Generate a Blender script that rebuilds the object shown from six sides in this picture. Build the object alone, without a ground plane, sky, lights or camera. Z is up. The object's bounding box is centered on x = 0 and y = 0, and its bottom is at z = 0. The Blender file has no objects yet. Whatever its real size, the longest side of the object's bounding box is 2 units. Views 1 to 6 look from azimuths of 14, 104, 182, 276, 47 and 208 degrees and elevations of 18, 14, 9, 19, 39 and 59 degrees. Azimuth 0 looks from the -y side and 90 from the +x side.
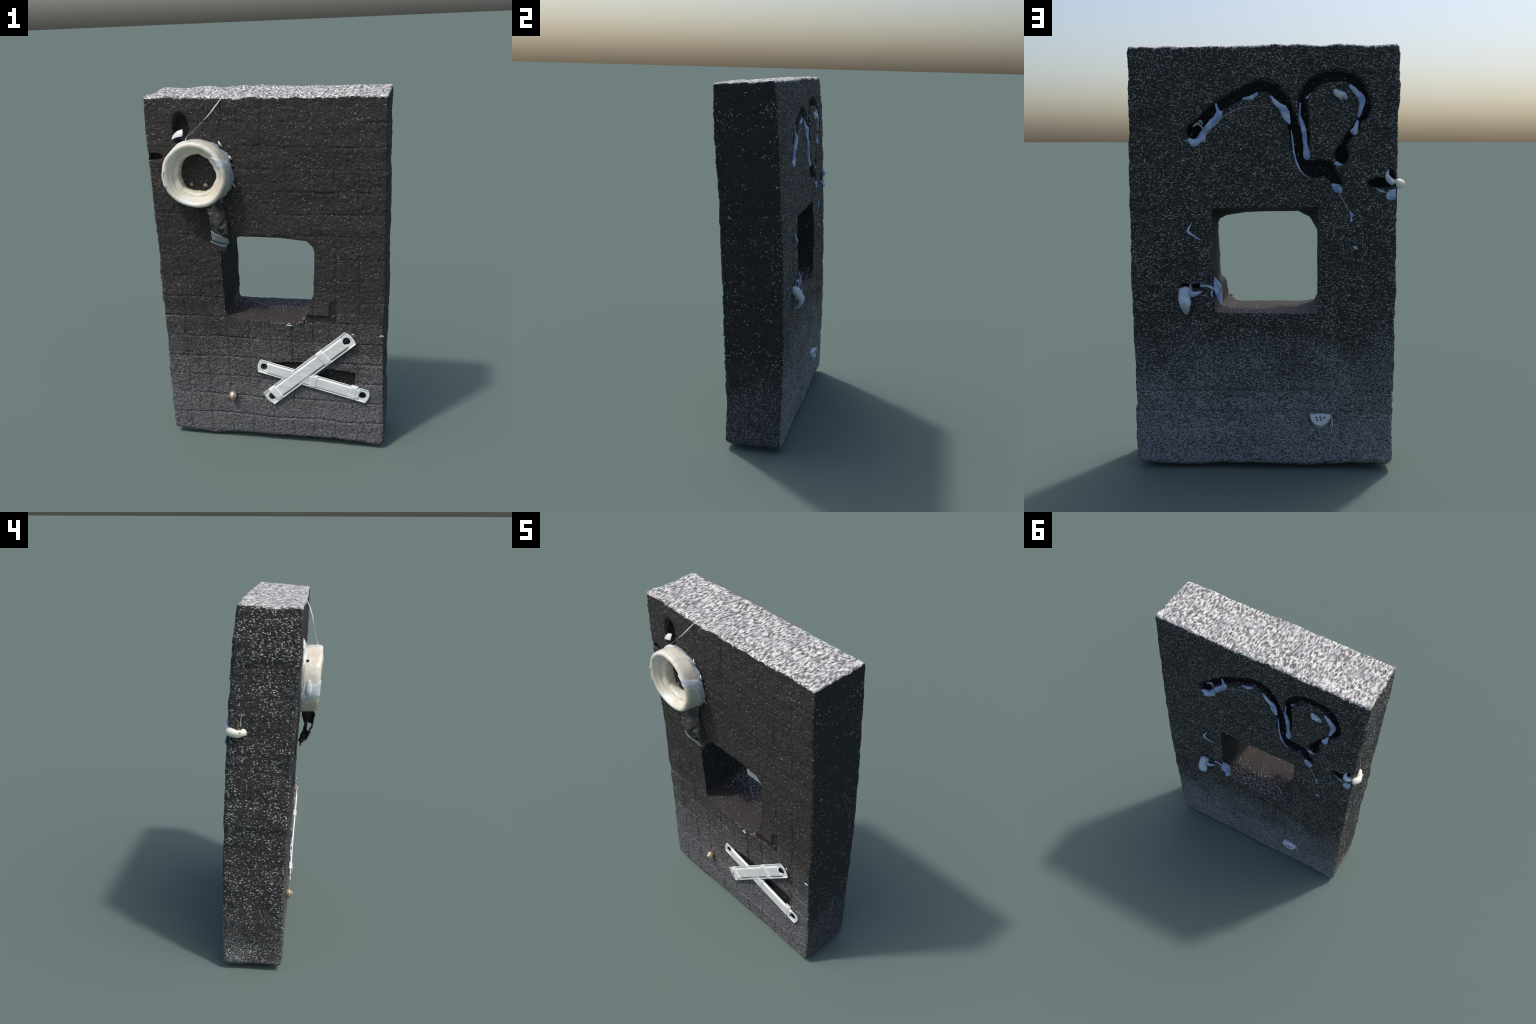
import bpy, bmesh, math
import numpy as np
from mathutils import Vector, Matrix

RNG = np.random.default_rng(7)

# --------------------------------------------------------------------------
# overall shape rules: a leaning slab of black foam
# --------------------------------------------------------------------------
X_LEFT, X_RIGHT = -0.603, 0.627
HALF = 0.15                      # half thickness of the slab before it is leaned
CELL = 0.1212                    # spacing of the scored squares
ROWS_Z = [0.151 + CELL * i for i in range(15)]
COLS_X = [-0.480 + CELL * i for i in range(9)]


def smooth(a, b, x):
    t = np.clip((np.asarray(x) - a) / (b - a), 0, 1)
    return t * t * (3 - 2 * t)


def front_y(x, z):
    k = (np.asarray(x) + 0.6) / 1.22
    plane = (1 - k) * (-0.1078 - 0.0402 * z) + k * (-0.081 - 0.0446 * z)
    hump = lambda c, w: np.exp(-((z - c) / w) ** 2)
    right, left = smooth(-.5, .0, x), smooth(.05, -.5, x)
    return (plane - .012 * hump(1.75, .26) * right + .011 * hump(.85, .5) * left + .004 * hump(1.05, .35) + .005 * hump(.42, .2)
            - .008 * smooth(.3, .05, z) * smooth(-.1, .4, x))


def back_y(x, z):
    base = np.interp(z, [0, .4, .98, 1.26, 1.6, 1.84, 2.0],
                     [.213, .217, .203, .189, .168, .148, .13])
    dip = .007 * np.exp(-((z - 1.56) / .14) ** 2 - ((x + .02) / .36) ** 2)
    dip = dip + .008 * np.exp(-((z - .73) / .06) ** 2 - ((x - .15) / .3) ** 2)
    return base + 0.012 * (np.asarray(x) + 0.6) / 1.22 - dip - .003


# --------------------------------------------------------------------------
# numpy value noise
# --------------------------------------------------------------------------
def _hash(i, j, k, seed):
    h = (i.astype(np.int64) * 374761393 + j.astype(np.int64) * 668265263
         + k.astype(np.int64) * 2147483647 + seed * 974711)
    h = (h ^ (h >> 13)) * 1274126177
    h = (h ^ (h >> 16)) & 0xFFFFFF
    return h / float(0xFFFFFF) * 2.0 - 1.0


def noise(p, scale, seed=0):
    q = p * np.asarray(scale, float)
    f = np.floor(q)
    t = q - f
    t = t * t * (3 - 2 * t)
    i, j, k = (f[:, a].astype(np.int64) for a in range(3))
    r = 0.0
    for a in (0, 1):
        for b in (0, 1):
            for c in (0, 1):
                w = ((t[:, 0] if a else 1 - t[:, 0]) * (t[:, 1] if b else 1 - t[:, 1])
                     * (t[:, 2] if c else 1 - t[:, 2]))
                r = r + w * _hash(i + a, j + b, k + c, seed)
    return r


def seg_dist(x, z, pts):
    best = np.full(x.shape, 9.0)
    for (ax, az), (bx, bz) in zip(pts[:-1], pts[1:]):
        dx, dz = bx - ax, bz - az
        t = np.clip(((x - ax) * dx + (z - az) * dz) / (dx * dx + dz * dz), 0, 1)
        best = np.minimum(best, np.hypot(x - ax - t * dx, z - az - t * dz))
    return best


def spline(pts, n=8):
    """Catmull-Rom through control points of any dimension."""
    P = np.asarray(pts, float)
    Q = np.vstack([2 * P[0] - P[1], P, 2 * P[-1] - P[-2]])
    out = []
    for i in range(1, len(Q) - 2):
        for t in np.linspace(0, 1, n, endpoint=False):
            a, b, c, d = Q[i - 1:i + 3]
            out.append(.5 * (2 * b + (c - a) * t + (2 * a - 5 * b + 4 * c - d) * t * t
                             + (3 * b - a - 3 * c + d) * t ** 3))
    out.append(P[-1])
    return np.array(out)


# --------------------------------------------------------------------------
# materials
# --------------------------------------------------------------------------
class Nodes:
    def __init__(self, name):
        self.mat = bpy.data.materials.new(name)
        self.mat.use_nodes = True
        self.nt = self.mat.node_tree
        self.bsdf = self.nt.nodes["Principled BSDF"]
        self.coord = self.nt.nodes.new("ShaderNodeTexCoord").outputs["Object"]

    def link(self, a, b):
        self.nt.links.new(a, b)

    def put(self, sock, v):
        if isinstance(v, bpy.types.NodeSocket):
            self.link(v, sock)
        else:
            sock.default_value = v

    def mapping(self, scale=(1, 1, 1), loc=(0, 0, 0), rot=(0, 0, 0)):
        m = self.nt.nodes.new("ShaderNodeMapping")
        m.inputs["Scale"].default_value = scale
        m.inputs["Location"].default_value = loc
        m.inputs["Rotation"].default_value = rot
        self.link(self.coord, m.inputs["Vector"])
        return m.outputs[0]

    def noise(self, scale, detail=2, rough=.5, vec=None, distort=0):
        n = self.nt.nodes.new("ShaderNodeTexNoise")
        n.inputs["Scale"].default_value = scale
        n.inputs["Detail"].default_value = detail
        n.inputs["Roughness"].default_value = rough
        n.inputs["Distortion"].default_value = distort
        self.link(vec if vec is not None else self.coord, n.inputs["Vector"])
        return n.outputs[0]

    def voronoi(self, scale, vec=None, out="Distance"):
        n = self.nt.nodes.new("ShaderNodeTexVoronoi")
        n.inputs["Scale"].default_value = scale
        self.link(vec if vec is not None else self.coord, n.inputs["Vector"])
        return n.outputs[out]

    def math(self, op, a, b=0.0, c=0.0, clamp=False):
        n = self.nt.nodes.new("ShaderNodeMath")
        n.operation = op
        n.use_clamp = clamp
        for i, v in enumerate((a, b, c)):
            self.put(n.inputs[i], v)
        return n.outputs[0]

    def range(self, v, a, b, lo=0.0, hi=1.0):
        n = self.nt.nodes.new("ShaderNodeMapRange")
        n.interpolation_type = 'SMOOTHSTEP'
        for i, x in enumerate((v, a, b, lo, hi)):
            self.put(n.inputs[i], x)
        return n.outputs[0]

    def mix(self, f, a, b):
        n = self.nt.nodes.new("ShaderNodeMix")
        n.data_type = 'RGBA'
        self.put(n.inputs[0], f)
        for s, v in ((n.inputs[6], a), (n.inputs[7], b)):
            self.put(s, v if isinstance(v, bpy.types.NodeSocket) else (*v, 1))
        return n.outputs[2]

    def xyz(self):
        s = self.nt.nodes.new("ShaderNodeSeparateXYZ")
        self.link(self.coord, s.inputs[0])
        return s.outputs

    def bump(self, h, strength, dist):
        b = self.nt.nodes.new("ShaderNodeBump")
        b.inputs["Strength"].default_value = strength
        b.inputs["Distance"].default_value = dist
        self.link(h, b.inputs["Height"])
        self.link(b.outputs[0], self.bsdf.inputs["Normal"])

    def done(self, color, rough=.7, metal=0.0, spec=.5, sss=0.0):
        self.put(self.bsdf.inputs["Base Color"],
                 color if isinstance(color, bpy.types.NodeSocket) else (*color, 1))
        self.put(self.bsdf.inputs["Roughness"], rough)
        self.put(self.bsdf.inputs["Metallic"], metal)
        self.bsdf.inputs["Specular IOR Level"].default_value = spec
        if sss:
            self.bsdf.inputs["Subsurface Weight"].default_value = sss
            self.bsdf.inputs["Subsurface Radius"].default_value = (.02, .016, .012)
            self.bsdf.inputs["Subsurface Scale"].default_value = .5
        return self.mat


def foam_skin(name, dark, fleck, dusty, share, size=115, stretch=(1, 1, 1), streak=(1, 1, 1.3),
              sheen_from=1.0, sheen_to=.1, sheen_cover=.05, bump=.9, base=0.0):
    """Black bead foam: single bead faces glint out of a black ground (share = part of the
    beads that glint); reflected light is painted pale into the grain low down."""
    n = Nodes(name)
    v = n.mapping(scale=stretch)
    wob = n.nt.nodes.new("ShaderNodeVectorMath")
    wob.operation = 'MULTIPLY_ADD'
    fine = n.nt.nodes.new("ShaderNodeTexNoise")
    fine.inputs["Scale"].default_value = 150
    n.link(v, fine.inputs["Vector"])
    n.link(fine.outputs["Color"], wob.inputs[0])
    wob.inputs[1].default_value = (.006, .006, .006)
    n.link(v, wob.inputs[2])
    vor = n.nt.nodes.new("ShaderNodeTexVoronoi")
    vor.inputs["Scale"].default_value = size
    n.link(wob.outputs[0], vor.inputs["Vector"])
    sep = n.nt.nodes.new("ShaderNodeSeparateColor")
    n.link(vor.outputs["Color"], sep.inputs[0])
    rnd, rnd2 = sep.outputs[0], sep.outputs[1]
    patch = n.math('MULTIPLY', n.math('SUBTRACT', n.noise(7, 3, .6), .5), .55 * share + .30)
    lim = n.math('SUBTRACT', 1 - share, patch)
    on = n.range(n.math('SUBTRACT', rnd, lim), 0.0, .25)
    dot = n.range(vor.outputs["Distance"], .50, .22)
    bead = n.math('MULTIPLY', n.math('MULTIPLY', on, dot), n.range(rnd2, 0, 1, .35, 1.0))
    grain = n.noise(125, 3, .6, n.mapping(scale=streak))
    z = n.xyz()[2]
    zz = n.math('ADD', z, n.math('MULTIPLY', n.math('SUBTRACT', n.noise(4.5, 3, .55), .5), .7))
    painted_sheen = n.math('MAXIMUM', n.range(zz, sheen_from, sheen_to), base)
    sheen_grain = n.math('MULTIPLY', n.range(grain, n.math('MULTIPLY_ADD', painted_sheen, -.16, .60),
                                       n.math('MULTIPLY_ADD', painted_sheen, -.16, .70)), n.range(painted_sheen, 0, .5))
    col = n.mix(n.math('MULTIPLY', painted_sheen, sheen_cover), dark, dusty)  # the dusty colour is a paler tint painted for reflection on lower faces
    col = n.mix(sheen_grain, col, dusty)
    col = n.mix(n.math('MULTIPLY', bead, n.math('MULTIPLY_ADD', painted_sheen, -.5, 1.0)), col, fleck)
    n.bump(n.math('ADD', grain, n.math('MULTIPLY', dot, .15)), bump, .007)
    return n.done(col, .72, 0, .35)


M = {}
M['front'] = foam_skin("foam_front_skin", (.024, .021, .019), (.44, .37, .29), (.165, .165, .175),
                       .24, 125, (1, 1, 1.2), (1, 1, 1.5), 1.2, .1, .20, .9, .12)
M['back'] = foam_skin("foam_back_skin", (.015, .0145, .013), (.56, .55, .50), (.28, .295, .325),
                      .70, 130, (.8, 1, 1.35), (.8, 1, 1.6), .95, .0, .24, .9, .16)
M['left'] = foam_skin("foam_left_skin", (.017, .017, .017), (.66, .65, .61), (.28, .28, .28),  # left lighter, right darker: side lighting baked into flecks and tones
                      .66, 110, (1, .8, 1.2), (1, .9, 1.3), .6, -.3, .2, .9, .16)
M['right'] = foam_skin("foam_right_skin", (.016, .017, .019), (.52, .51, .48), (.14, .14, .15),
                       .26, 105, (1, 1, 1), (1, 1, 1), .7, -.2, .15)


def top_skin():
    n = Nodes("foam_top_painted_glare_skin")
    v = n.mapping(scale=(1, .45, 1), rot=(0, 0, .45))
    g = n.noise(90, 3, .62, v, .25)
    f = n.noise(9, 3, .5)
    col = n.mix(n.range(g, .37, .66), (.088, .088, .088), (.78, .765, .735))  # pale streaks painted to show sky glare on the top
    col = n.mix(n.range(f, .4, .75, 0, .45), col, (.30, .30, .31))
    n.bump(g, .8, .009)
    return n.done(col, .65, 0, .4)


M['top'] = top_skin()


def cut_foam(name, dark, warm):
    n = Nodes(name)
    g = n.noise(85, 2, .5)
    f = n.range(g, .665, .73)
    col = n.mix(n.noise(8, 2, .5), dark, warm)
    col = n.mix(f, col, (.3, .3, .32))
    n.bump(g, .4, .004)
    return n.done(col, .85, 0, .2)


M['cut'] = cut_foam("foam_cut_black", (.010, .011, .012), (.014, .014, .016))  # blacker than the skin colours, with fewer flecks


def tunnel():
    n = Nodes("foam_window_lining")
    o = n.xyz()
    g = n.noise(112, 2, .55)
    floor = n.range(o[2], .86, .79)                      # dusty sill
    backpart = n.range(n.math('ADD', o[1], n.math('MULTIPLY', n.math('SUBTRACT', n.noise(12, 2, .5), .5), .12)),
                       .02, .13)
    speck = n.range(g, n.math('MULTIPLY_ADD', n.math('MULTIPLY', floor, backpart), -.11, .655),
                    n.math('MULTIPLY_ADD', n.math('MULTIPLY', floor, backpart), -.11, .72))
    col = n.mix(floor, (.014, .015, .017), (.036, .031, .029))
    col = n.mix(n.math('MULTIPLY', floor, backpart), col, (.03, .03, .036))
    col = n.mix(speck, col, (.30, .29, .29))
    n.bump(g, .4, .004)
    return n.done(col, .8, 0, .3)


M['tunnel'] = tunnel()


def smudge():
    n = Nodes("foam_brown_smudge")
    col = n.mix(n.noise(30, 3, .6), (.015, .013, .012), (.034, .028, .025))
    n.bump(n.noise(90), .4, .004)
    return n.done(col, .8, 0, .2)


M['smudge'] = smudge()


def plastic_ring():
    n = Nodes("cream_plastic")
    o = n.xyz()
    a = n.noise(9, 3, .55)
    b = n.noise(28, 3, .6, n.mapping(scale=(1, 3.5, 1)))
    col = n.mix(n.range(a, .35, .65), (.62, .57, .46), (.70, .68, .59))
    col = n.mix(n.range(b, .52, .66, 0, .4), col, (.50, .44, .34))
    col = n.mix(n.range(n.noise(6, 2, .5, n.mapping(loc=(3, 1, 2))), .52, .64, 0, .7), col, (.70, .75, .75))
    n.bump(b, .25, .004)
    return n.done(col, .32, 0, .5, .12)


M['ring'] = plastic_ring()


def glue(name, c1, c2, rough=.28):
    n = Nodes(name)
    a = n.noise(22, 3, .55)
    col = n.mix(n.range(a, .35, .68), c1, c2)
    n.bump(a, .25, .004)
    return n.done(col, rough, 0, .5, .15)


M['glue_blue'] = glue("blue_white_glue", (.17, .26, .46), (.42, .52, .68))  # whitish glue tinted blue for the skylight in the shaded back
M['glue_white'] = glue("white_glue", (.55, .60, .62), (.72, .76, .76))
M['glue_pale'] = glue("pale_blue_glue", (.34, .43, .54), (.54, .62, .66))
M['glue_cream'] = glue("cream_glue", (.72, .72, .66), (.84, .82, .66))
M['glue_grey'] = glue("grey_plastic_film", (.20, .23, .25), (.30, .33, .35), .35)
M['button'] = glue("pale_button_plastic", (.55, .64, .74), (.66, .74, .80), .4)


def film():
    n = Nodes("smoky_plastic_film")
    a = n.noise(26, 4, .6, None, .8)
    col = n.mix(n.range(a, .35, .62), (.022, .022, .020), (.10, .088, .075))
    col = n.mix(n.range(a, .64, .72, 0, .5), col, (.2, .2, .19))
    n.bump(a, .3, .005)
    return n.done(col, .4, 0, .5)


M['film'] = film()


def steel():
    n = Nodes("bright_tin")
    a = n.noise(14, 3, .5, n.mapping(scale=(1, 1, 3)))
    col = n.mix(n.range(a, .35, .65), (.78, .80, .79), (.92, .93, .91))
    return n.done(col, .38, .25, .6)


M['steel'] = steel()


def steel_groove():
    n = Nodes("dark_groove_tin")
    a = n.noise(30, 3, .5)
    col = n.mix(a, (.24, .20, .15), (.48, .43, .35))
    return n.done(col, .4, .3, .5)


M['groove_dark'] = steel_groove()


def brass():
    n = Nodes("dull_brass")
    a = n.noise(60, 3, .5)
    col = n.mix(a, (.34, .27, .16), (.62, .54, .38))
    return n.done(col, .35, .5, .6)


M['brass'] = brass()


def plain(name, c, rough=.6):
    n = Nodes(name)
    return n.done(n.mix(n.noise(40, 2), [x * .8 for x in c], [min(1, x * 1.15) for x in c]), rough, 0, .4)


M['hole'] = plain("dark_hole", (.02, .02, .022), .9)
M['pink'] = plain("pinkish_crumb", (.30, .20, .165))
M['thread'] = plain("white_thread", (.62, .64, .66), .5)

# --------------------------------------------------------------------------
# object helpers
# --------------------------------------------------------------------------
ROOT = bpy.data.objects.new("foam_slab_assemblage", None)
bpy.context.scene.collection.objects.link(ROOT)
ROOT["label"] = "black foam slab with square window, plastic ring, crossed metal strips"
ROOT["category"] = "foam sculpture"


def add(name, verts, faces, mat, parent=None, smooth_shade=True):
    me = bpy.data.meshes.new(name)
    me.from_pydata([tuple(map(float, v)) for v in verts], [], [tuple(map(int, f)) for f in faces])
    bm = bmesh.new()
    bm.from_mesh(me)
    bmesh.ops.recalc_face_normals(bm, faces=bm.faces)
    bm.to_mesh(me)
    bm.free()
    for m in (mat if isinstance(mat, (list, tuple)) else [mat]):
        me.materials.append(m)
    if smooth_shade:
        me.polygons.foreach_set("use_smooth", [True] * len(me.polygons))
    ob = bpy.data.objects.new(name, me)
    bpy.context.scene.collection.objects.link(ob)
    ob.parent = parent or ROOT
    return ob


def evaluated_mesh(ob):
    dg = bpy.context.evaluated_depsgraph_get()
    return bpy.data.meshes.new_from_object(ob.evaluated_get(dg))


def tube(name, pts, radii, mat, flat=(1, 1, 1), segs=14, lump=.15, seed=0, n=7, parent=None, scale=40):
    """Round-ended worm along a spline, squashed about its path and lumped by noise."""
    pr = spline([(*p, r) for p, r in zip(pts, radii)], n)
    C, R = pr[:, :3], np.maximum(pr[:, 3], .0006)
    # rounded caps
    t0 = C[0] - C[1]; t0 /= np.linalg.norm(t0) + 1e-9
    t1 = C[-1] - C[-2]; t1 /= np.linalg.norm(t1) + 1e-9
    C = np.vstack([C[0] + t0 * R[0] * .8, C[0] + t0 * R[0] * .5, C, C[-1] + t1 * R[-1] * .5, C[-1] + t1 * R[-1] * .8])
    R = np.concatenate([[R[0] * .35, R[0] * .8], R, [R[-1] * .8, R[-1] * .35]])
    T = np.gradient(C, axis=0)
    T /= np.linalg.norm(T, axis=1)[:, None] + 1e-9
    up = np.array([0.03, 1.0, 0.05])
    V = []
    for c, r, t in zip(C, R, T):
        a = np.cross(t, up)
        if np.linalg.norm(a) < .2:
            a = np.cross(t, [1, 0, 0])
        a /= np.linalg.norm(a)
        b = np.cross(a, t)
        for k in range(segs):
            th = 2 * math.pi * k / segs
            o = (a * math.cos(th) + b * math.sin(th)) * r
            V.append(c + o * np.asarray(flat))
    V = np.array(V)
    m = len(C)
    ctr = np.repeat(C, segs, axis=0)
    V = ctr + (V - ctr) * (1 + lump * (noise(V, scale, seed) + .5 * noise(V, scale * 2.3, seed + 1)))[:, None]
    F = []
    for i in range(m - 1):
        for k in range(segs):
            k2 = (k + 1) % segs
            F.append((i * segs + k, i * segs + k2, (i + 1) * segs + k2, (i + 1) * segs + k))
    F.append(tuple(range(segs)))
    F.append(tuple((m - 1) * segs + k for k in range(segs)))
    return add(name, V, F, mat, parent)


def sheet(name, rows, thick, mat, parent=None, n=5, wob=.002, seed=0, holes=None):
    """Thin curved plate lofted through rows of points (same count per row), with thickness."""
    rows = np.asarray(rows, float)
    dense = np.stack([spline(rows[:, j], n) for j in range(rows.shape[1])], 1)
    dense = np.stack([spline(dense[i], n) for i in range(dense.shape[0])], 0)
    nu, nv = dense.shape[:2]
    P = dense.reshape(-1, 3)
    P = P + np.stack([noise(P, 45, seed + a) for a in range(3)], 1) * wob
    F = []
    for i in range(nu - 1):
        for j in range(nv - 1):
            if holes and holes(i / (nu - 1), j / (nv - 1)):
                continue
            F.append((i * nv + j, i * nv + j + 1, (i + 1) * nv + j + 1, (i + 1) * nv + j))
    ob = add(name, P, F, mat, parent)
    md = ob.modifiers.new("thickness", 'SOLIDIFY')
    md.thickness = thick
    md.offset = 0
    me = evaluated_mesh(ob)
    ob.modifiers.clear()
    ob.data = me
    me.name = name
    return ob


# --------------------------------------------------------------------------
# the foam slab
# --------------------------------------------------------------------------
WINDOW_FRONT = [(-.246, .790), (-.232, .762), (-.166, .752), (.160, .750), (.206, .785), (.218, .862), (.247, .890),
                (.258, 1.150), (.250, 1.185), (.215, 1.218), (.098, 1.232), (0, 1.236), (-.145, 1.236), (-.205, 1.180),
                (-.244, 1.115)]
WINDOW_MID = [(-.246, .785), (-.236, .766), (-.166, .758), (.160, .758), (.222, .775), (.232, .862), (.236, .890),
              (.238, 1.160), (.226, 1.190), (.190, 1.204), (.098, 1.219), (0, 1.223), (-.150, 1.222), (-.213, 1.192),
              (-.246, 1.150)]
WINDOW_BACK = [(-.248, .775), (-.240, .764), (-.166, .760), (.160, .760), (.225, .762), (.240, .770), (.242, .895),
               (.246, 1.190), (.247, 1.250), (.190, 1.255), (.098, 1.256), (0, 1.257), (-.150, 1.258), (-.242, 1.257),
               (-.246, 1.180)]

ARCH = [(.319, 1.609), (.254, 1.681), (.178, 1.732), (.085, 1.779), (.004, 1.802), (-.06, 1.766), (-.101, 1.697),
        (-.127, 1.633), (-.145, 1.534), (-.178, 1.450), (-.219, 1.424), (-.279, 1.424), (-.330, 1.372)]
LOOP = [(-.185, 1.468), (-.178, 1.633), (-.172, 1.732), (-.192, 1.785), (-.236, 1.823), (-.315, 1.842), (-.395, 1.829),
        (-.437, 1.775), (-.456, 1.712), (-.444, 1.666)]
TAIL = [(-.444, 1.666), (-.404, 1.607), (-.368, 1.561), (-.352, 1.505), (-.359, 1.468)]


def build_slab():
    bm = bmesh.new()
    bmesh.ops.create_cube(bm, size=1)
    for v in bm.verts:
        v.co = Vector((X_LEFT if v.co.x < 0 else X_RIGHT, math.copysign(HALF, v.co.y), 0.0 if v.co.z < 0 else 1.98))
    low = [e for e in bm.edges if all(v.co.z < .01 for v in e.verts)]
    bmesh.ops.bevel(bm, geom=low, offset=.04, segments=4, profile=.5, affect='EDGES')
    rest = [e for e in bm.edges if e.is_manifold and e.calc_face_angle(0) > 1.0]
    bmesh.ops.bevel(bm, geom=rest, offset=.013, segments=3, profile=.5, affect='EDGES')
    me = bpy.data.meshes.new("slab")
    bm.to_mesh(me)
    bm.free()
    slab = bpy.data.objects.new("slab", me)
    bpy.context.scene.collection.objects.link(slab)
    # window cutter lofted from front outline to back outline
    cv, cf = [], []
    n = len(WINDOW_FRONT)
    secs = [-.20, -.15, -.08, .0, .06, .11, .15, .20]
    for y in secs:
        for f_, m_, b_ in zip(WINDOW_FRONT, WINDOW_MID, WINDOW_BACK):
            cv.append((float(np.interp(y, [-.15, .02, .14], [f_[0], m_[0], b_[0]])), y,
                       float(np.interp(y, [-.15, .02, .14], [f_[1], m_[1], b_[1]]))))
    for s in range(len(secs) - 1):
        for i in range(n):
            j = (i + 1) % n
            cf.append((s * n + i, s * n + j, (s + 1) * n + j, (s + 1) * n + i))
    cf.append(tuple(range(n)))
    cf.append(tuple((len(secs) - 1) * n + i for i in range(n)))
    cutter = add("cutter", cv, cf, [], None)
    cutter.parent = None
    b = slab.modifiers.new("window", 'BOOLEAN')
    b.operation = 'DIFFERENCE'
    b.object = cutter
    b.solver = 'EXACT'
    r = slab.modifiers.new("fine", 'REMESH')
    r.mode = 'VOXEL'
    r.voxel_size = .0046
    me2 = evaluated_mesh(slab)
    bpy.data.objects.remove(slab)
    bpy.data.objects.remove(cutter)

    N = len(me2.vertices)
    co = np.empty(N * 3); me2.vertices.foreach_get("co", co); co = co.reshape(-1, 3)
    no = np.empty(N * 3); me2.vertices.foreach_get("normal", no); no = no.reshape(-1, 3)
    x, y, z = co[:, 0].copy(), co[:, 1].copy(), co[:, 2].copy()
    dl, dr = x - X_LEFT, X_RIGHT - x
    isf = (y < -HALF + .006) & (no[:, 1] < -.5)
    isb = (y > HALF - .006) & (no[:, 1] > .5)
    inside = (np.minimum(dl, dr) > .25) & (z > .7) & (z < 1.3) & ~isf & ~isb
    out = np.zeros((N, 3))

    # broad unevenness, pebbly bead grain, hot-wire ripples
    amp = np.where(inside, .5, 1.0)
    out += no * (amp * (.003 * noise(co, 5, 1) + .0018 * noise(co, 17, 2) + .0016 * noise(co, 60, 3)
                        + .0018 * noise(co, 120, 4)))[:, None]
    side = np.abs(no[:, 0]) > .5
    out[:, 0] += np.where(side & ~inside, no[:, 0], 0) * (.0085 * noise(co, (1, 4, 15), 5)
                                                        + .003 * noise(co, (1, 9, 34), 6))
    fb = np.abs(no[:, 1]) > .5
    out[:, 1] += np.where(fb, no[:, 1], 0) * .004 * noise(co, (4, 1, 14), 7)
    bot = smooth(.06, .0, z)
    out[:, 2] += bot * (.014 * noise(co, (5, 5, 1), 8) + .005 * noise(co, (14, 14, 1), 9) + .010)
    topz = smooth(1.93, 1.975, z)
    out[:, 2] += topz * (.006 * noise(co, (8, 8, 1), 10) + .004 * noise(co, (22, 22, 1), 11))

    depth_f = np.zeros(N)
    depth_b = np.zeros(N)
    # scored squares on the front, only the rows on the back
    jx = x + .006 * noise(co, (6, 1, 9), 12) + .002 * noise(co, 40, 13)
    jz = z + .006 * noise(co, (7, 1, 6), 14) + .002 * noise(co, 40, 15)
    fade = .55 + .6 * noise(co, (5, 1, 5), 16)
    for r_ in ROWS_Z:
        g = np.exp(-((jz - r_) / .0045) ** 2)
        depth_f = np.maximum(depth_f, g * .0056 * np.clip(fade + .2, .12, 1.1) * (1.35 - .85 * smooth(.7, 1.3, z)))
        depth_b = np.maximum(depth_b, g * .0045 * np.clip(noise(co, (4, 1, 3), 17) * 1.6, 0, 1))
    for i, c in enumerate(COLS_X):
        g = np.exp(-((jx - c) / .005) ** 2)
        k = .25 + .8 * noise(co, (3, 1, 7), 30 + i)
        k = k + .75 * smooth(1.3, .7, z)
        depth_f = np.maximum(depth_f, g * .0050 * np.clip(k, .05, 1.1))
    for zz in (.283, .385):
        depth_b = np.maximum(depth_b, np.exp(-((jz - zz) / .005) ** 2) * .006)
    # each square sits a touch higher or lower than its neighbours
    cellid = np.stack([np.floor((x - COLS_X[0]) / CELL), np.zeros(N), np.floor((z - ROWS_Z[0]) / CELL)], 1)
    cellh = _hash(cellid[:, 0].astype(np.int64), cellid[:, 1].astype(np.int64), cellid[:, 2].astype(np.int64), 21)
    depth_f += (cellh + 1) * .0012
    # loose corner square beside the window: sunk L-shaped margin
    inL = ((x > .330) & (x < .374) & (z > .765) & (z < .876)) | ((x > .20) & (x < .374) & (z > .765) & (z < .795))
    depth_f = np.where(inL, np.maximum(depth_f, .007 + .002 * noise(co, 30, 22)), depth_f)

    # shallow sunken black patches along the lower tin strip
    barline = .4895 - .26 * (x + .076)
    dark_patch = (jz > barline) & (((jx > .0) & (jx < .19) & (jz < .505)) |
                               ((jx > .26) & (jx < .474) & (jz < .482 - .13 * (x - .30)) & (jz < .433 + .9 * (x - .26))))
    depth_f = np.where(dark_patch, np.maximum(depth_f, .012), depth_f)

    def pit(cx, cz, rx, rz, depth, soft=.35, face='f', power=2):
        nonlocal depth_f, depth_b
        d = (np.abs((x - cx + .004 * noise(co, 30, 23)) / rx) ** power
             + np.abs((z - cz + .004 * noise(co, 30, 24)) / rz) ** power)
        p = depth * (1 - smooth(1 - soft, 1 + soft, d))
        if face == 'f':
            depth_f = np.maximum(depth_f, p)
        else:
            depth_b = np.maximum(depth_b, p)

    # hollows on the front: above the ring, left edge nick
    pit(-.412, 1.815, .040, .075, .035, .6)
    pit(-.575, 1.668, .05, .018, .03, .6)
    # channels melted into the back
    w = .004 * noise(co, (18, 1, 18), 25) + .003 * noise(co, (45, 1, 45), 26)
    for path, hw, dp in ((ARCH, .025, .034), (LOOP, .024, .034), (TAIL, .015, .030)):
        d = seg_dist(x, z, spline(path, 5).tolist()) + w
        depth_b = np.maximum(depth_b, dp * (1 - smooth(hw - .008, hw + .006, d)))
    pit(-.245, 1.432, .075, .038, .045, .25, 'b')
    pit(-.35, 1.495, .030, .042, .05, .25, 'b')
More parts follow.
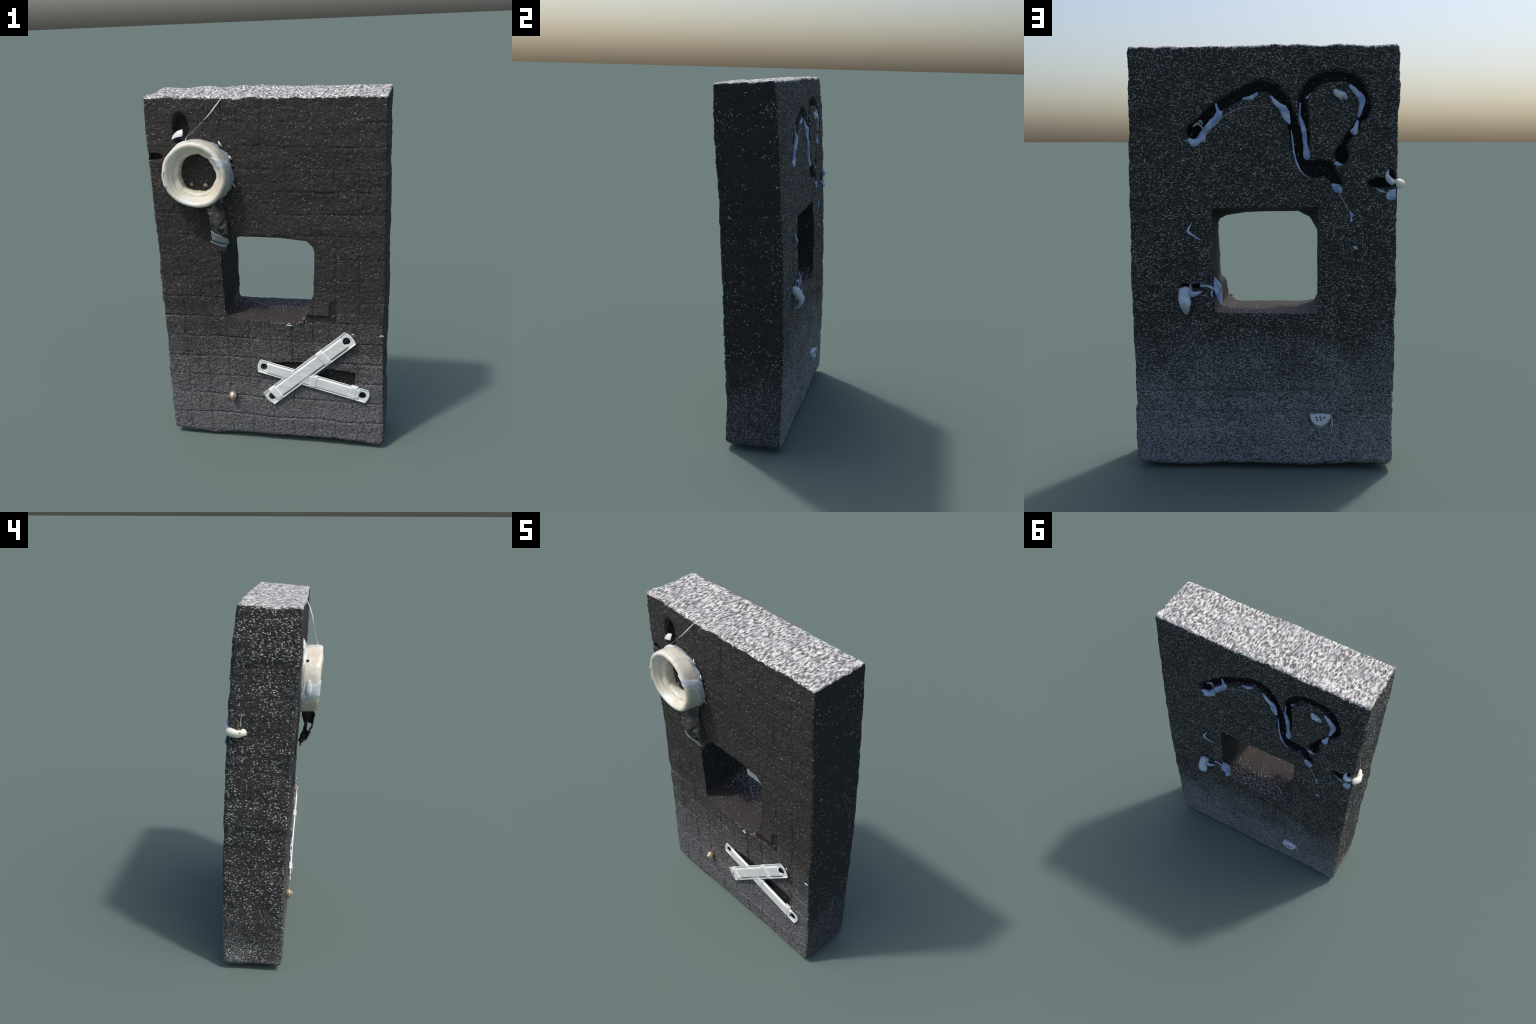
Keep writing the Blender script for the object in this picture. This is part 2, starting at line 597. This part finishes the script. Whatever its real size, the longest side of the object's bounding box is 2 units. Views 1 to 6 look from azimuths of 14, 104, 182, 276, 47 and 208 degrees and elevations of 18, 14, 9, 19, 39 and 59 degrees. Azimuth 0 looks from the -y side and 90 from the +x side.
    pit(.325, 1.600, .032, .035, .045, .25, 'b')
    pit(-.530, 1.368, .055, .022, .04, .4, 'b')
    pit(-.575, 1.395, .02, .03, .03, .4, 'b')
    pit(.375, .890, .020, .009, .03, .4, 'b')
    pit(.322, .888, .022, .009, .03, .4, 'b')
    pit(.366, .715, .010, .030, .012, .6, 'b')
    pit(-.412, 1.03, .008, .035, .010, .6, 'b')
    pit(-.39, 1.29, .007, .035, .010, .6, 'b')

    out[:, 1] += np.where(isf, depth_f, 0) - np.where(isb, depth_b, 0)
    p = co + out
    # lean the slab: map flat thickness onto the real front and back planes, tilt the top
    k = (p[:, 1] + HALF) / (2 * HALF)
    fy, by = front_y(p[:, 0], p[:, 2]), back_y(p[:, 0], p[:, 2])
    px = p[:, 0] - .012 * smooth(1.4, 0, p[:, 2]) * smooth(-.2, .6, p[:, 0])
    pz = p[:, 2] + smooth(1.2, 1.98, p[:, 2]) * (-.010 + .020 * k - .008 * p[:, 0])
    q = np.stack([px, fy + (by - fy) * k, pz], 1)
    q[:, 2] -= q[:, 2].min()
    q[:, 2] *= np.where(q[:, 2] > 1, 1 + (q[:, 2] - 1) * (2.0 / q[:, 2].max() - 1), 1)
    me2.vertices.foreach_set("co", q.astype(np.float32).ravel())

    # regions -> materials
    F = len(me2.polygons)
    vi = np.empty(len(me2.loops), int); me2.loops.foreach_get("vertex_index", vi)
    tot = np.empty(F, int); me2.polygons.foreach_get("loop_total", tot)
    st = np.empty(F, int); me2.polygons.foreach_get("loop_start", st)
    v0 = vi[st]
    jit = .35 * noise(co[v0], 70, 27)
    n0 = no[v0]
    idx = np.zeros(F, int)
    ay = np.abs(n0[:, 1])
    idx[(n0[:, 1] > .55)] = 1
    idx[(n0[:, 0] < -.6 + .2 * jit)] = 2
    idx[(n0[:, 0] > .6 + .2 * jit)] = 3
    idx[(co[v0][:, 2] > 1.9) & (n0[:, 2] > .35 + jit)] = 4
    idx[depth_b[v0] * isb[v0] > .022] = 5
    idx[(depth_f[v0] * isf[v0] > .022) | (dark_patch & isf)[v0]] = 5
    lowr = (n0[:, 2] < -.5) & (co[v0][:, 2] < .1)
    idx[lowr] = 0
    idx[inside[v0]] = 6
    idx[inL[v0] & isf[v0]] = 7
    for m in ('front', 'back', 'left', 'right', 'top', 'cut', 'tunnel', 'smudge'):
        me2.materials.append(M[m])
    me2.polygons.foreach_set("material_index", idx.astype(np.int32))
    me2.polygons.foreach_set("use_smooth", np.ones(F, bool))
    me2.update()
    me2.name = "foam_block"
    ob = bpy.data.objects.new("foam_block", me2)
    bpy.context.scene.collection.objects.link(ob)
    ob.parent = ROOT
    return ob


build_slab()

# --------------------------------------------------------------------------
# plastic ring on the front
# --------------------------------------------------------------------------
RC = np.array([-.332, 0, 1.588])           # ring centre; its axis runs along y, tipped with the slab
RY = float(front_y(RC[0], RC[2]))


def ring_point(r, h, th):
    """r radius, h height off the slab face, th angle (0 = +x, 90 deg = up)."""
    x = RC[0] + r * math.cos(th)
    z = RC[2] + r * math.sin(th)
    return np.array([x, float(front_y(x, z)) - h, z])


RING_PROFILE = [(.168, -.02), (.170, .012), (.171, .030), (.170, .050), (.170, .076), (.168, .090), (.163, .098),
                (.156, .101), (.149, .100), (.142, .095), (.137, .087), (.131, .078), (.126, .071), (.124, .060),
                (.116, .056), (.109, .054), (.103, .050), (.099, .040), (.098, .010), (.098, -.02)]


def lathe_ring():
    prof = spline(RING_PROFILE, 3)
    A = 180
    V = []
    for a in range(A):
        th = 2 * math.pi * a / A
        for i, (r, h) in enumerate(prof):
            V.append(ring_point(r, h, th))
    V = np.array(V)
    m = len(prof)
    rad = np.hypot(V[:, 0] - RC[0], V[:, 2] - RC[2])
    dirn = np.stack([(V[:, 0] - RC[0]) / rad, np.zeros(len(V)), (V[:, 2] - RC[2]) / rad], 1)
    inner = np.tile(np.arange(m) > m * .72, A)
    wob = .003 * noise(V, 12, 41) + .0012 * noise(V, 40, 42)
    wob += np.where(inner, .005 * noise(V, 26, 43) + .003 * noise(V, 60, 44), 0)
    V = V + dirn * wob[:, None]
    V[:, 1] += .0025 * noise(V, 14, 45)
    F = []
    for a in range(A):
        b = (a + 1) % A
        for i in range(m - 1):
            F.append((a * m + i, a * m + i + 1, b * m + i + 1, b * m + i))
        F.append((a * m + m - 1, a * m, b * m, b * m + m - 1))
    return add("plastic_ring", V, F, M['ring'])


ring = lathe_ring()


def ring_band(name, a0, a1, prof, mat, seed, skew=0.0, parent=ring):
    """A smear of glue wrapped over the ring wall between two angles."""
    rows = []
    for t in np.linspace(0, 1, 7):
        row = []
        for k, (r, h) in enumerate(prof):
            e = math.sin(math.pi * t) ** .5
            th = math.radians(a0 + (a1 - a0) * t + skew * (k / (len(prof) - 1) - .5))
            row.append(ring_point(r - .004 * (1 - e), h - .001 * (1 - e), th))
        rows.append(row)
    return sheet(name, rows, .004, mat, parent, n=3, wob=.0015, seed=seed)


outer_wall = [(.172, .006), (.173, .03), (.172, .06), (.1715, .080), (.166, .097), (.156, .1025)]
ring_band("glue_smear", 176, 206, outer_wall, M['glue_white'], 61, -10)
ring_band("glue_smear", 12, 32, outer_wall + [(.148, .1015), (.141, .095)], M['glue_white'], 63, 25)
# glue foot bulging out of the ring's left side
tube("glue_lump", [ring_point(.170, .045, math.radians(a)) for a in (172, 182, 192, 204)], [.005, .010, .010, .005],
     M['glue_white'], (1, 1.6, 1), seed=51, parent=ring)
# small vent in the ring wall
tube("vent_hole", [ring_point(.160, .030, math.radians(138)), ring_point(.1715, .030, math.radians(138))], [.008, .008],
     M['hole'], lump=.1, segs=10, parent=ring)
tube("glue_lump", [ring_point(.168, .012, math.radians(a)) for a in (100, 118, 136, 150)], [.006, .012, .011, .005],
     M['glue_white'], (1, 1, 1), seed=52, parent=ring)


def skirt():
    """Ragged flash around the foot of the ring, widest on the right."""
    V, F = [], []
    A = 120
    for a in range(A):
        th = 2 * math.pi * a / A
        deg = math.degrees(th)
        d = min(abs(deg - 5), 360 - abs(deg - 5))
        w = .003 + .012 * max(0, 1 - (d / 62) ** 2)
        p = ring_point(.17, 0, th)[None]
        w *= 1 + .9 * float(noise(p, 75, 71)[0])
        w = max(.001, w)
        for r, h in ((.165, .001), (.165, .022), (.173, .018), (.172 + w, .009), (.172 + w * 1.05, .002)):
            V.append(ring_point(r, h, th))
    m = 5
    for a in range(A):
        b = (a + 1) % A
        for i in range(m):
            j = (i + 1) % m
            F.append((a * m + i, a * m + j, b * m + j, b * m + i))
    return add("ragged_flash", V, F, M['glue_grey'], ring)


skirt()
for p, r in (((-.206, 1.738), .010), ((-.158, 1.668), .008), ((-.148, 1.525), .011), ((-.152, 1.60), .006)):
    y = float(front_y(*p)) - .006
    tube("plastic_chip", [(p[0] - r * .6, y, p[1] + r), (p[0], y - .004, p[1]), (p[0] + r * .7, y, p[1] - r)],
         [r * .4, r * .55, r * .4], M['glue_white' if p[1] > 1.65 else 'pink'], (1, .6, 1), seed=int(p[1] * 100), parent=ring)
for p, r in (((-.372, 1.523), .010), ((-.298, 1.520), .012)):
    y = float(front_y(*p)) - .006
    tube("crumb", [(p[0] - r * .5, y, p[1]), (p[0], y - .006, p[1] + .004), (p[0] + r * .5, y, p[1])],
         [r * .6, r * .8, r * .5], M['pink'], seed=int(p[0] * -100), parent=ring)

# pale chip stuck above the ring
yc = lambda x, z, o: (x, float(front_y(x, z)) - o, z)
sheet("plastic_flake", [[yc(-.462, 1.757, .004), yc(-.437, 1.770, .014), yc(-.402, 1.777, .010)],
                        [yc(-.455, 1.780, .000), yc(-.432, 1.790, .008), yc(-.399, 1.793, .006)],
                        [yc(-.440, 1.796, -.010), yc(-.424, 1.803, -.004), yc(-.404, 1.808, -.006)]],
      .004, M['glue_white'], seed=81)

# smoky film strap hanging from the ring down to the window corner
STRAP = [[(-.300, -.195, 1.445), (-.262, -.200, 1.452), (-.214, -.168, 1.455)],
         [(-.286, -.232, 1.415), (-.244, -.226, 1.410), (-.205, -.166, 1.415)],
         [(-.266, -.243, 1.378), (-.230, -.230, 1.370), (-.198, -.173, 1.375)],
         [(-.267, -.234, 1.335), (-.226, -.226, 1.330), (-.192, -.181, 1.332)],
         [(-.261, -.226, 1.296), (-.224, -.216, 1.288), (-.188, -.186, 1.290)],
         [(-.263, -.208, 1.258), (-.226, -.196, 1.244), (-.192, -.172, 1.248)],
         [(-.276, -.176, 1.226), (-.240, -.172, 1.214), (-.204, -.158, 1.214)]]
strap = sheet("film_strap", STRAP, .006, M['film'], n=6, wob=.006, seed=91,
              holes=lambda u, v: ((u - .60) / .10) ** 2 + ((v - .60) / .22) ** 2 < 1)
sheet("film_flake", [[(-.268, -.230, 1.296), (-.228, -.222, 1.268), (-.186, -.192, 1.238)],
                     [(-.268, -.212, 1.256), (-.228, -.202, 1.240), (-.186, -.180, 1.220)],
                     [(-.270, -.202, 1.240), (-.232, -.194, 1.226), (-.188, -.172, 1.210)]],
      .004, M['glue_grey'], strap, seed=92)
sheet("film_flake", [[(-.288, -.176, 1.226), (-.240, -.176, 1.210), (-.200, -.164, 1.206)],
                     [(-.284, -.168, 1.210), (-.238, -.172, 1.194), (-.206, -.166, 1.190)]],
      .005, M['glue_grey'], strap, seed=93, wob=.004)
sheet("film_flake", [[(-.240, -.205, 1.335), (-.217, -.205, 1.345), (-.204, -.190, 1.335)],
                     [(-.238, -.200, 1.300), (-.215, -.200, 1.295), (-.200, -.186, 1.298)]],
      .004, M['glue_grey'], strap, seed=94)

# thread from the top edge to the ring
tube("thread", [(-.186, -.186, 1.962), (-.215, -.203, 1.925), (-.245, -.216, 1.888), (-.272, -.222, 1.862)],
     [.002, .0038, .0028, .0010], M['thread'], segs=6, seed=95)
tube("thread", [(-.272, -.222, 1.862), (-.322, -.236, 1.812), (-.352, -.243, 1.790), (-.365, -.250, 1.770)],
     [.0004, .0003, .0005, .0025], M['thread'], segs=6, seed=96)

# --------------------------------------------------------------------------
# two crossed tin strips with sliding bands
# --------------------------------------------------------------------------


def tin_strip(p0, p1, width, lift0, lift1, bands):
    a = np.array([p0[0], p0[1]]); b = np.array([p1[0], p1[1]])
    L = np.linalg.norm(b - a)
    d = (b - a) / L
    nrm = np.array([-d[1], d[0]])

    def place(s, t, h):
        """s along 0..L, t across -w/2..w/2, h height above the strip's seat."""
        x, z = a + d * s + nrm * t
        lift = lift0 + (lift1 - lift0) * s / L
        return np.array([x, float(front_y(x, z)) - lift - h, z])

    def height(s, t):
        u = abs(t) / (width / 2)
        e = min(s, L - s)
        hollow = smooth(.050, .062, np.array(e))
        rib = .008 * smooth(.74, .62, np.array(u)) * hollow
        gutter = -.005 * math.exp(-((u - .78) / .07) ** 2) * float(hollow)
        lip = .005 * smooth(.86, .97, np.array(u))
        return float(rib) + gutter + float(lip) + .002

    ns, nt = 220, 30
    hr, hs = .0205, .038
    V = []
    for i in range(ns + 1):
        for j in range(nt + 1):
            t = (j / nt - .5) * width
            u = t / (width / 2)
            bow = .012 * u * u
            s = bow + (L - 2 * bow) * i / ns
            for c in (hs, L - hs):            # pull the grid onto the rim of the punched hole
                r = math.hypot(s - c, t)
                if hr - .003 < r < hr + .0022:
                    s, t = c + (s - c) * hr / r, t * hr / r
            V.append((s, t))
    F = []
    for i in range(ns):
        for j in range(nt):
            q = (i * (nt + 1) + j, i * (nt + 1) + j + 1, (i + 1) * (nt + 1) + j + 1, (i + 1) * (nt + 1) + j)
            cs = sum(V[k][0] for k in q) / 4
            ct = sum(V[k][1] for k in q) / 4
            if min(math.hypot(cs - hs, ct), math.hypot(cs - L + hs, ct)) < hr - .0003:
                continue
            F.append(q)
    P = [place(s, t, height(s, t)) for s, t in V]
    ob = add("tin_strip", P, F, [M['steel'], M['groove_dark']])
    cen = np.array([[sum(abs(V[k][1]) for k in f.vertices) / 4 / (width / 2),
                     sum(V[k][0] for k in f.vertices) / 4] for f in ob.data.polygons])
    side = np.array([sum(V[k][1] for k in f.vertices) / 4 for f in ob.data.polygons])
    groove_faces = (cen[:, 0] > .68) & (cen[:, 0] < .86) & (side < 0) & (cen[:, 1] > .055) & (cen[:, 1] < L - .055)
    ob.data.polygons.foreach_set("material_index", groove_faces.astype(np.int32))
    md = ob.modifiers.new("thickness", 'SOLIDIFY')
    md.thickness = .0035
    md.offset = -1
    me = evaluated_mesh(ob)
    ob.modifiers.clear()
    ob.data = me
    me.name = "tin_strip"
    # bands clasped round the strip
    for s0, w in bands:
        sec = []
        for k, u in enumerate(np.linspace(-1.03, 1.03, 15)):
            sec.append((u * width / 2, .014 - .006 * abs(u) ** 6))
        V2, F2 = [], []
        for s in (s0 - w / 2, s0 - w / 2 + .003, s0 + w / 2 - .003, s0 + w / 2):
            e = .0 if s in (s0 - w / 2, s0 + w / 2) else .0018
            for t, h in sec:
                V2.append(place(s, t, h + e))
            for t, h in reversed(sec):
                V2.append(place(s, t * .99, -.004))
        m = len(sec) * 2
        for i in range(3):
            for j in range(m):
                F2.append((i * m + j, i * m + (j + 1) % m, (i + 1) * m + (j + 1) % m, (i + 1) * m + j))
        F2.append(tuple(range(m)))
        F2.append(tuple(3 * m + j for j in range(m)))
        add("sliding_band", V2, F2, M['steel'], ob, False)
    return ob


tin_strip((-.076, .4895), (.541, .329), .083, .004, .003, [(.322, .036), (.546, .034)])
tin_strip((-.027, .274), (.449, .694), .090, .010, .012, [(.072, .040), (.432, .040)])
# pegs of black foam the strips are pushed onto (keep them seated on the slab)
for (px_, pz_, h) in ((-.005, .291, .006), (.423, .668, .008), (.505, .340, .002), (-.038, .4795, .002)):
    y = float(front_y(px_, pz_))
    tube("foam_peg", [(px_, y + .02, pz_), (px_, y - h * .5, pz_), (px_, y - h, pz_)], [.016, .016, .013], M['cut'],
         seed=int(px_ * 100) + 7, lump=.1)

# brass stud
def stud():
    prof = [(.0, .052), (.006, .051), (.011, .046), (.012, .041), (.019, .036), (.025, .027), (.026, .017), (.022, .006), (.016, -.01), (0, -.01)]
    V, F = [], []
    A = 28
    cx, cz = -.229, .287
    for a in range(A):
        th = 2 * math.pi * a / A
        for r, h in prof:
            k = 1 + .35 * max(0, -math.sin(th)) ** 3 * (h < .03)
            x, z = cx + r * .92 * math.cos(th), cz + r * k * math.sin(th)
            V.append((x, float(front_y(cx, cz)) - h * .8, z))
    m = len(prof)
    for a in range(A):
        for i in range(m - 1):
            F.append((a * m + i, a * m + i + 1, (a + 1) % A * m + i + 1, (a + 1) % A * m + i))
    ob = add("brass_stud", V, F, M['brass'])
    bm = bmesh.new(); bm.from_mesh(ob.data)
    bmesh.ops.remove_doubles(bm, verts=bm.verts, dist=.0002)
    bm.to_mesh(ob.data); bm.free()
    return ob


stud()

# crumbs and a curl of thread at the corner of the window, flecks of lint
CRUMBS = [(.193, .784, .008), (.170, .760, .006), (.184, .764, .005), (.203, .770, .005), (.156, .756, .004),
          (.352, .806, .004)]
for x, z, r in CRUMBS:
    y = float(front_y(x, z)) - .001
    tube("crumb", [(x - r * .7, y, z), (x, y - r * .5, z + r * .3), (x + r * .7, y, z - r * .1)], [r * .5, r * .8, r * .5],
         M['pink'], seed=int(x * 1000), segs=8)
for pts in ([(.098, .744), (.112, .741), (.126, .744)], [(.100, .746), (.112, .753), (.120, .751)],
            [(.446, .704), (.455, .709), (.460, .696)], [(.592, .705), (.606, .707), (.616, .706)]):
    tube("lint", [yc(x, z, .008) for x, z in pts], [.0016, .003, .0016], M['thread'], segs=6, seed=3)

# --------------------------------------------------------------------------
# back: glue runs, globs, chips, button
# --------------------------------------------------------------------------
def back_run(name, pts, radii, mat, off=-.004, flat=(1, .7, 1), seed=0, lump=.36, **kw):
    P = [(x, float(back_y(x, z)) + (off if not isinstance(off, (list, tuple)) else off[i]), z)
         for i, (x, z) in enumerate(pts)]
    return tube(name, P, radii, mat, flat, seed=seed, lump=lump, **kw)


GB, GW = M['glue_blue'], M['glue_white']
back_run("glue_run", [(.352, 1.566), (.326, 1.555), (.298, 1.568), (.276, 1.603), (.249, 1.638), (.219, 1.672), (.203, 1.690)],
         [.012, .024, .019, .014, .016, .017, .010], GB, -.002, seed=101)
back_run("glue_run", [(.213, 1.682), (.218, 1.706), (.224, 1.728)], [.014, .007, .005], GB, -.004, seed=102)
back_run("glue_run", [(.280, 1.598), (.290, 1.626), (.310, 1.640), (.330, 1.628)], [.006, .006, .007, .003], M['glue_grey'], -.010, seed=103)
back_run("glue_run", [(.286, 1.640), (.296, 1.652), (.305, 1.650)], [.004, .007, .003], M['glue_grey'], -.008, seed=104)
back_run("glue_run", [(.10, 1.752), (.066, 1.757), (.04, 1.772)], [.005, .011, .009], GB, -.002, seed=105)
back_run("glue_run", [(-.025, 1.762), (-.054, 1.728), (-.083, 1.706), (-.095, 1.677), (-.109, 1.645)],
         [.006, .011, .018, .016, .009], GB, -.001, seed=106)
back_run("glue_run", [(-.158, 1.732), (-.156, 1.68), (-.163, 1.646), (-.178, 1.600), (-.184, 1.547), (-.192, 1.490)],
         [.004, .006, .013, .015, .011, .017], GB, -.010, seed=107)
back_run("glue_run", [(-.382, 1.809), (-.409, 1.783), (-.432, 1.757), (-.433, 1.705), (-.422, 1.672)],
         [.007, .013, .017, .011, .005], GB, -.001, seed=108)
back_run("glue_run", [(-.418, 1.652), (-.411, 1.622), (-.402, 1.603)], [.006, .012, .015], GB, -.001, seed=109)
back_run("glue_run", [(-.315, 1.470), (-.328, 1.460), (-.345, 1.457)], [.007, .011, .007], GB, -.002, seed=110)
back_run("glue_run", [(-.312, 1.362), (-.325, 1.350), (-.342, 1.336)], [.011, .019, .012], GB, -.001, seed=111)
back_run("glue_run", [(-.119, 1.610), (-.123, 1.574), (-.133, 1.501), (-.150, 1.448), (-.181, 1.408), (-.215, 1.394)],
         [.003, .005, .004, .005, .004, .003], GB, -.004, seed=112, lump=.4)
back_run("glue_run", [(-.206, 1.775), (-.190, 1.755)], [.004, .007], GB, -.016, seed=113)
back_run("glue_lump", [(-.318, 1.785), (-.335, 1.770), (-.358, 1.766), (-.364, 1.748)], [.013, .020, .012, .003], M['glue_pale'], .004,
         seed=114)
back_run("thread", [(-.322, 1.760), (-.290, 1.735), (-.245, 1.685)], [.002, .0014, .001], M['thread'], .002, seed=115, segs=6)
back_run("glue_drop", [(-.390, 1.240), (-.396, 1.228), (-.394, 1.215)], [.005, .010, .005], GB, .002, seed=116)
back_run("glue_drop", [(-.394, 1.208), (-.395, 1.200)], [.005, .004], GB, .002, seed=117)
back_run("glue_drop", [(-.407, 1.082), (-.415, 1.078), (-.424, 1.074)], [.006, .010, .005], GB, .001, seed=118)
back_run("thread", [(-.33, 1.34), (-.36, 1.29), (-.385, 1.24)], [.0015, .001, .0015], M['thread'], .002, seed=119, segs=6)
back_run("curled_shred", [(.338, 1.195), (.344, 1.178), (.355, 1.158), (.346, 1.145), (.325, 1.130), (.300, 1.112)],
         [.002, .004, .005, .006, .004, .003], GB, [.002, .006, .014, .018, .012, .004], seed=120)
# threads of glue lining the arch
back_run("thread", [(.286, 1.575), (.240, 1.620), (.195, 1.668), (.130, 1.705), (.06, 1.722), (-.02, 1.712)],
         [.003, .0035, .003, .002, .0015, .0015], M['glue_grey'], .001, seed=121, segs=6)
# big glob with a hooked tongue, below left of the window (seen from behind)
glob = back_run("glue_glob", [(.300, .870), (.330, .864), (.362, .866), (.384, .864)], [.006, .013, .018, .012], GB,
                [.010, .020, .022, .008], seed=130)
tube("glue_tongue", [(.374, .215, .870), (.372, .245, .848), (.370, .256, .818), (.366, .240, .785), (.366, .218, .763)],
     [.024, .030, .025, .015, .004], M['glue_pale'], (1, .62, 1), lump=.3, seed=131, parent=glob)
back_run("glue_thread", [(.30, .897), (.268, .897), (.240, .885)], [.006, .007, .007], GB, .002, seed=132, parent=glob)
back_run("glue_thread", [(.349, .905), (.346, .888), (.350, .872)], [.002, .004, .005], GB, .006, seed=133, parent=glob)
# torn flap of glue on the window jamb
yb = lambda x, z, o: (x, float(back_y(x, z)) + o, z)
sheet("glue_flap", [[yb(.240, .940, .002), yb(.236, .940, .000), yb(.232, .935, -.004)],
                    [yb(.236, .905, .012), yb(.220, .905, .006), yb(.206, .900, -.016)],
                    [yb(.236, .875, .016), yb(.222, .868, .014), yb(.206, .862, -.022)],
                    [yb(.222, .845, .020), yb(.208, .842, .010), yb(.200, .838, -.016)],
                    [yb(.212, .812, .012), yb(.206, .808, .004), yb(.203, .806, -.006)]], .006, GB, seed=134, wob=.006)
tube("glue_thread", [yb(.243, .880, .004), yb(.248, .862, .004), yb(.244, .842, .006)], [.003, .006, .003], GB, seed=135)
# hooked glob on the left edge, with an eye through it
def eyelet():
    A, B = 36, 16
    V, F = [], []
    R = Matrix.Rotation(math.radians(-22), 3, 'Y') @ Matrix.Rotation(math.radians(8), 3, 'X')
    for a in range(A):
        th = 2 * math.pi * a / A
        fat = .0165 - .0045 * math.cos(th) - .004 * math.sin(2 * th)
        for b in range(B):
            ph = 2 * math.pi * b / B
            r = .030 + fat * math.cos(ph)
            v = R @ Vector((r * math.cos(th) * .72, r * math.sin(th) * 1.12, fat * math.sin(ph) * 1.05))
            V.append((v.x - .600, v.y + .134, v.z + 1.372))
    V = np.array(V)
    c = np.array([-.6, .134, 1.372])
    V = c + (V - c) * (1 + .16 * noise(V, 38, 140) + .06 * noise(V, 90, 141))[:, None]
    for a in range(A):
        for b in range(B):
            a2, b2 = (a + 1) % A, (b + 1) % B
            F.append((a * B + b, a * B + b2, a2 * B + b2, a2 * B + b))
    return add("glue_eyelet", V, F, M['glue_cream'])


eye = eyelet()
tube("glue_hook", [(-.560, .176, 1.432), (-.555, .184, 1.412), (-.562, .188, 1.392), (-.578, .176, 1.378)],
     [.005, .009, .014, .016], M['glue_pale'], seed=142, parent=eye)
tube("glue_spur", [(-.600, .120, 1.366), (-.622, .116, 1.372), (-.633, .112, 1.374)], [.014, .009, .002], M['glue_cream'],
     seed=143, parent=eye)
tube("dark_stem", [(-.590, .128, 1.360), (-.603, .128, 1.395), (-.602, .126, 1.425)], [.010, .006, .004], M['film'],
     seed=144, parent=eye)
tube("glue_thread", [(-.601, .115, 1.40), (-.606, .112, 1.43), (-.602, .108, 1.46)], [.005, .003, .001], M['glue_grey'],
     seed=145, parent=eye)
sheet("glue_chip", [[yb(-.562, 1.342, -.004), yb(-.578, 1.345, .006), yb(-.592, 1.346, .004)],
                    [yb(-.552, 1.315, .004), yb(-.574, 1.316, .012), yb(-.595, 1.316, .008)],
                    [yb(-.558, 1.300, .002), yb(-.576, 1.297, .006), yb(-.590, 1.300, .002)]], .005, GB, seed=146)
back_run("glue_thread", [(-.505, 1.352), (-.525, 1.338), (-.548, 1.333)], [.003, .005, .003], GB, .0, seed=147)


# half-sunk button
def button():
    cx, cz, r = -.260, .283, .049
    V, F = [], []
    A = 30
    prof = [(0, .020), (.40, .020), (.70, .021), (.88, .022), (.97, .018), (1.0, .010), (1.0, -.02)]
    for a in range(A + 1):
        th = math.pi + math.pi * a / A
        for k, h in prof:
            x, z = cx + r * k * math.cos(th), cz + r * k * 1.12 * math.sin(th)
            V.append((x, float(back_y(cx, cz)) + h, z))
    m = len(prof)
    for a in range(A):
        for i in range(m - 1):
            F.append((a * m + i, a * m + i + 1, (a + 1) * m + i + 1, (a + 1) * m + i))
    for i in range(m - 1):      # straight top edge, closed down to the foam
        pass
    n0 = len(V)
    top = [a_i for a_i in list(range(m - 1, -1, -1)) + [A * m + i for i in range(1, m)]]
    F.append(tuple(top))
    ob = add("button", V, F, M['button'])
    for dx, dz in ((-.020, -.010), (.0, -.009), (.018, -.010), (-.004, -.020), (.014, -.022)):
        x, z = cx + dx, cz + dz
        y = float(back_y(cx, cz)) + .020
        tube("button_hole", [(x, y - .004, z), (x, y + .0012, z)], [.0042, .0042], M['hole'], lump=0, segs=10, parent=ob)
    return ob


button()
back_run("thread", [(-.312, .268), (-.318, .235), (-.312, .185)], [.003, .002, .001], M['thread'], .002, seed=151, segs=6)
back_run("glue_drop", [(-.232, .222), (-.258, .216), (-.285, .226)], [.004, .007, .004], M['glue_grey'], .001, (1, .4, 1), seed=152)
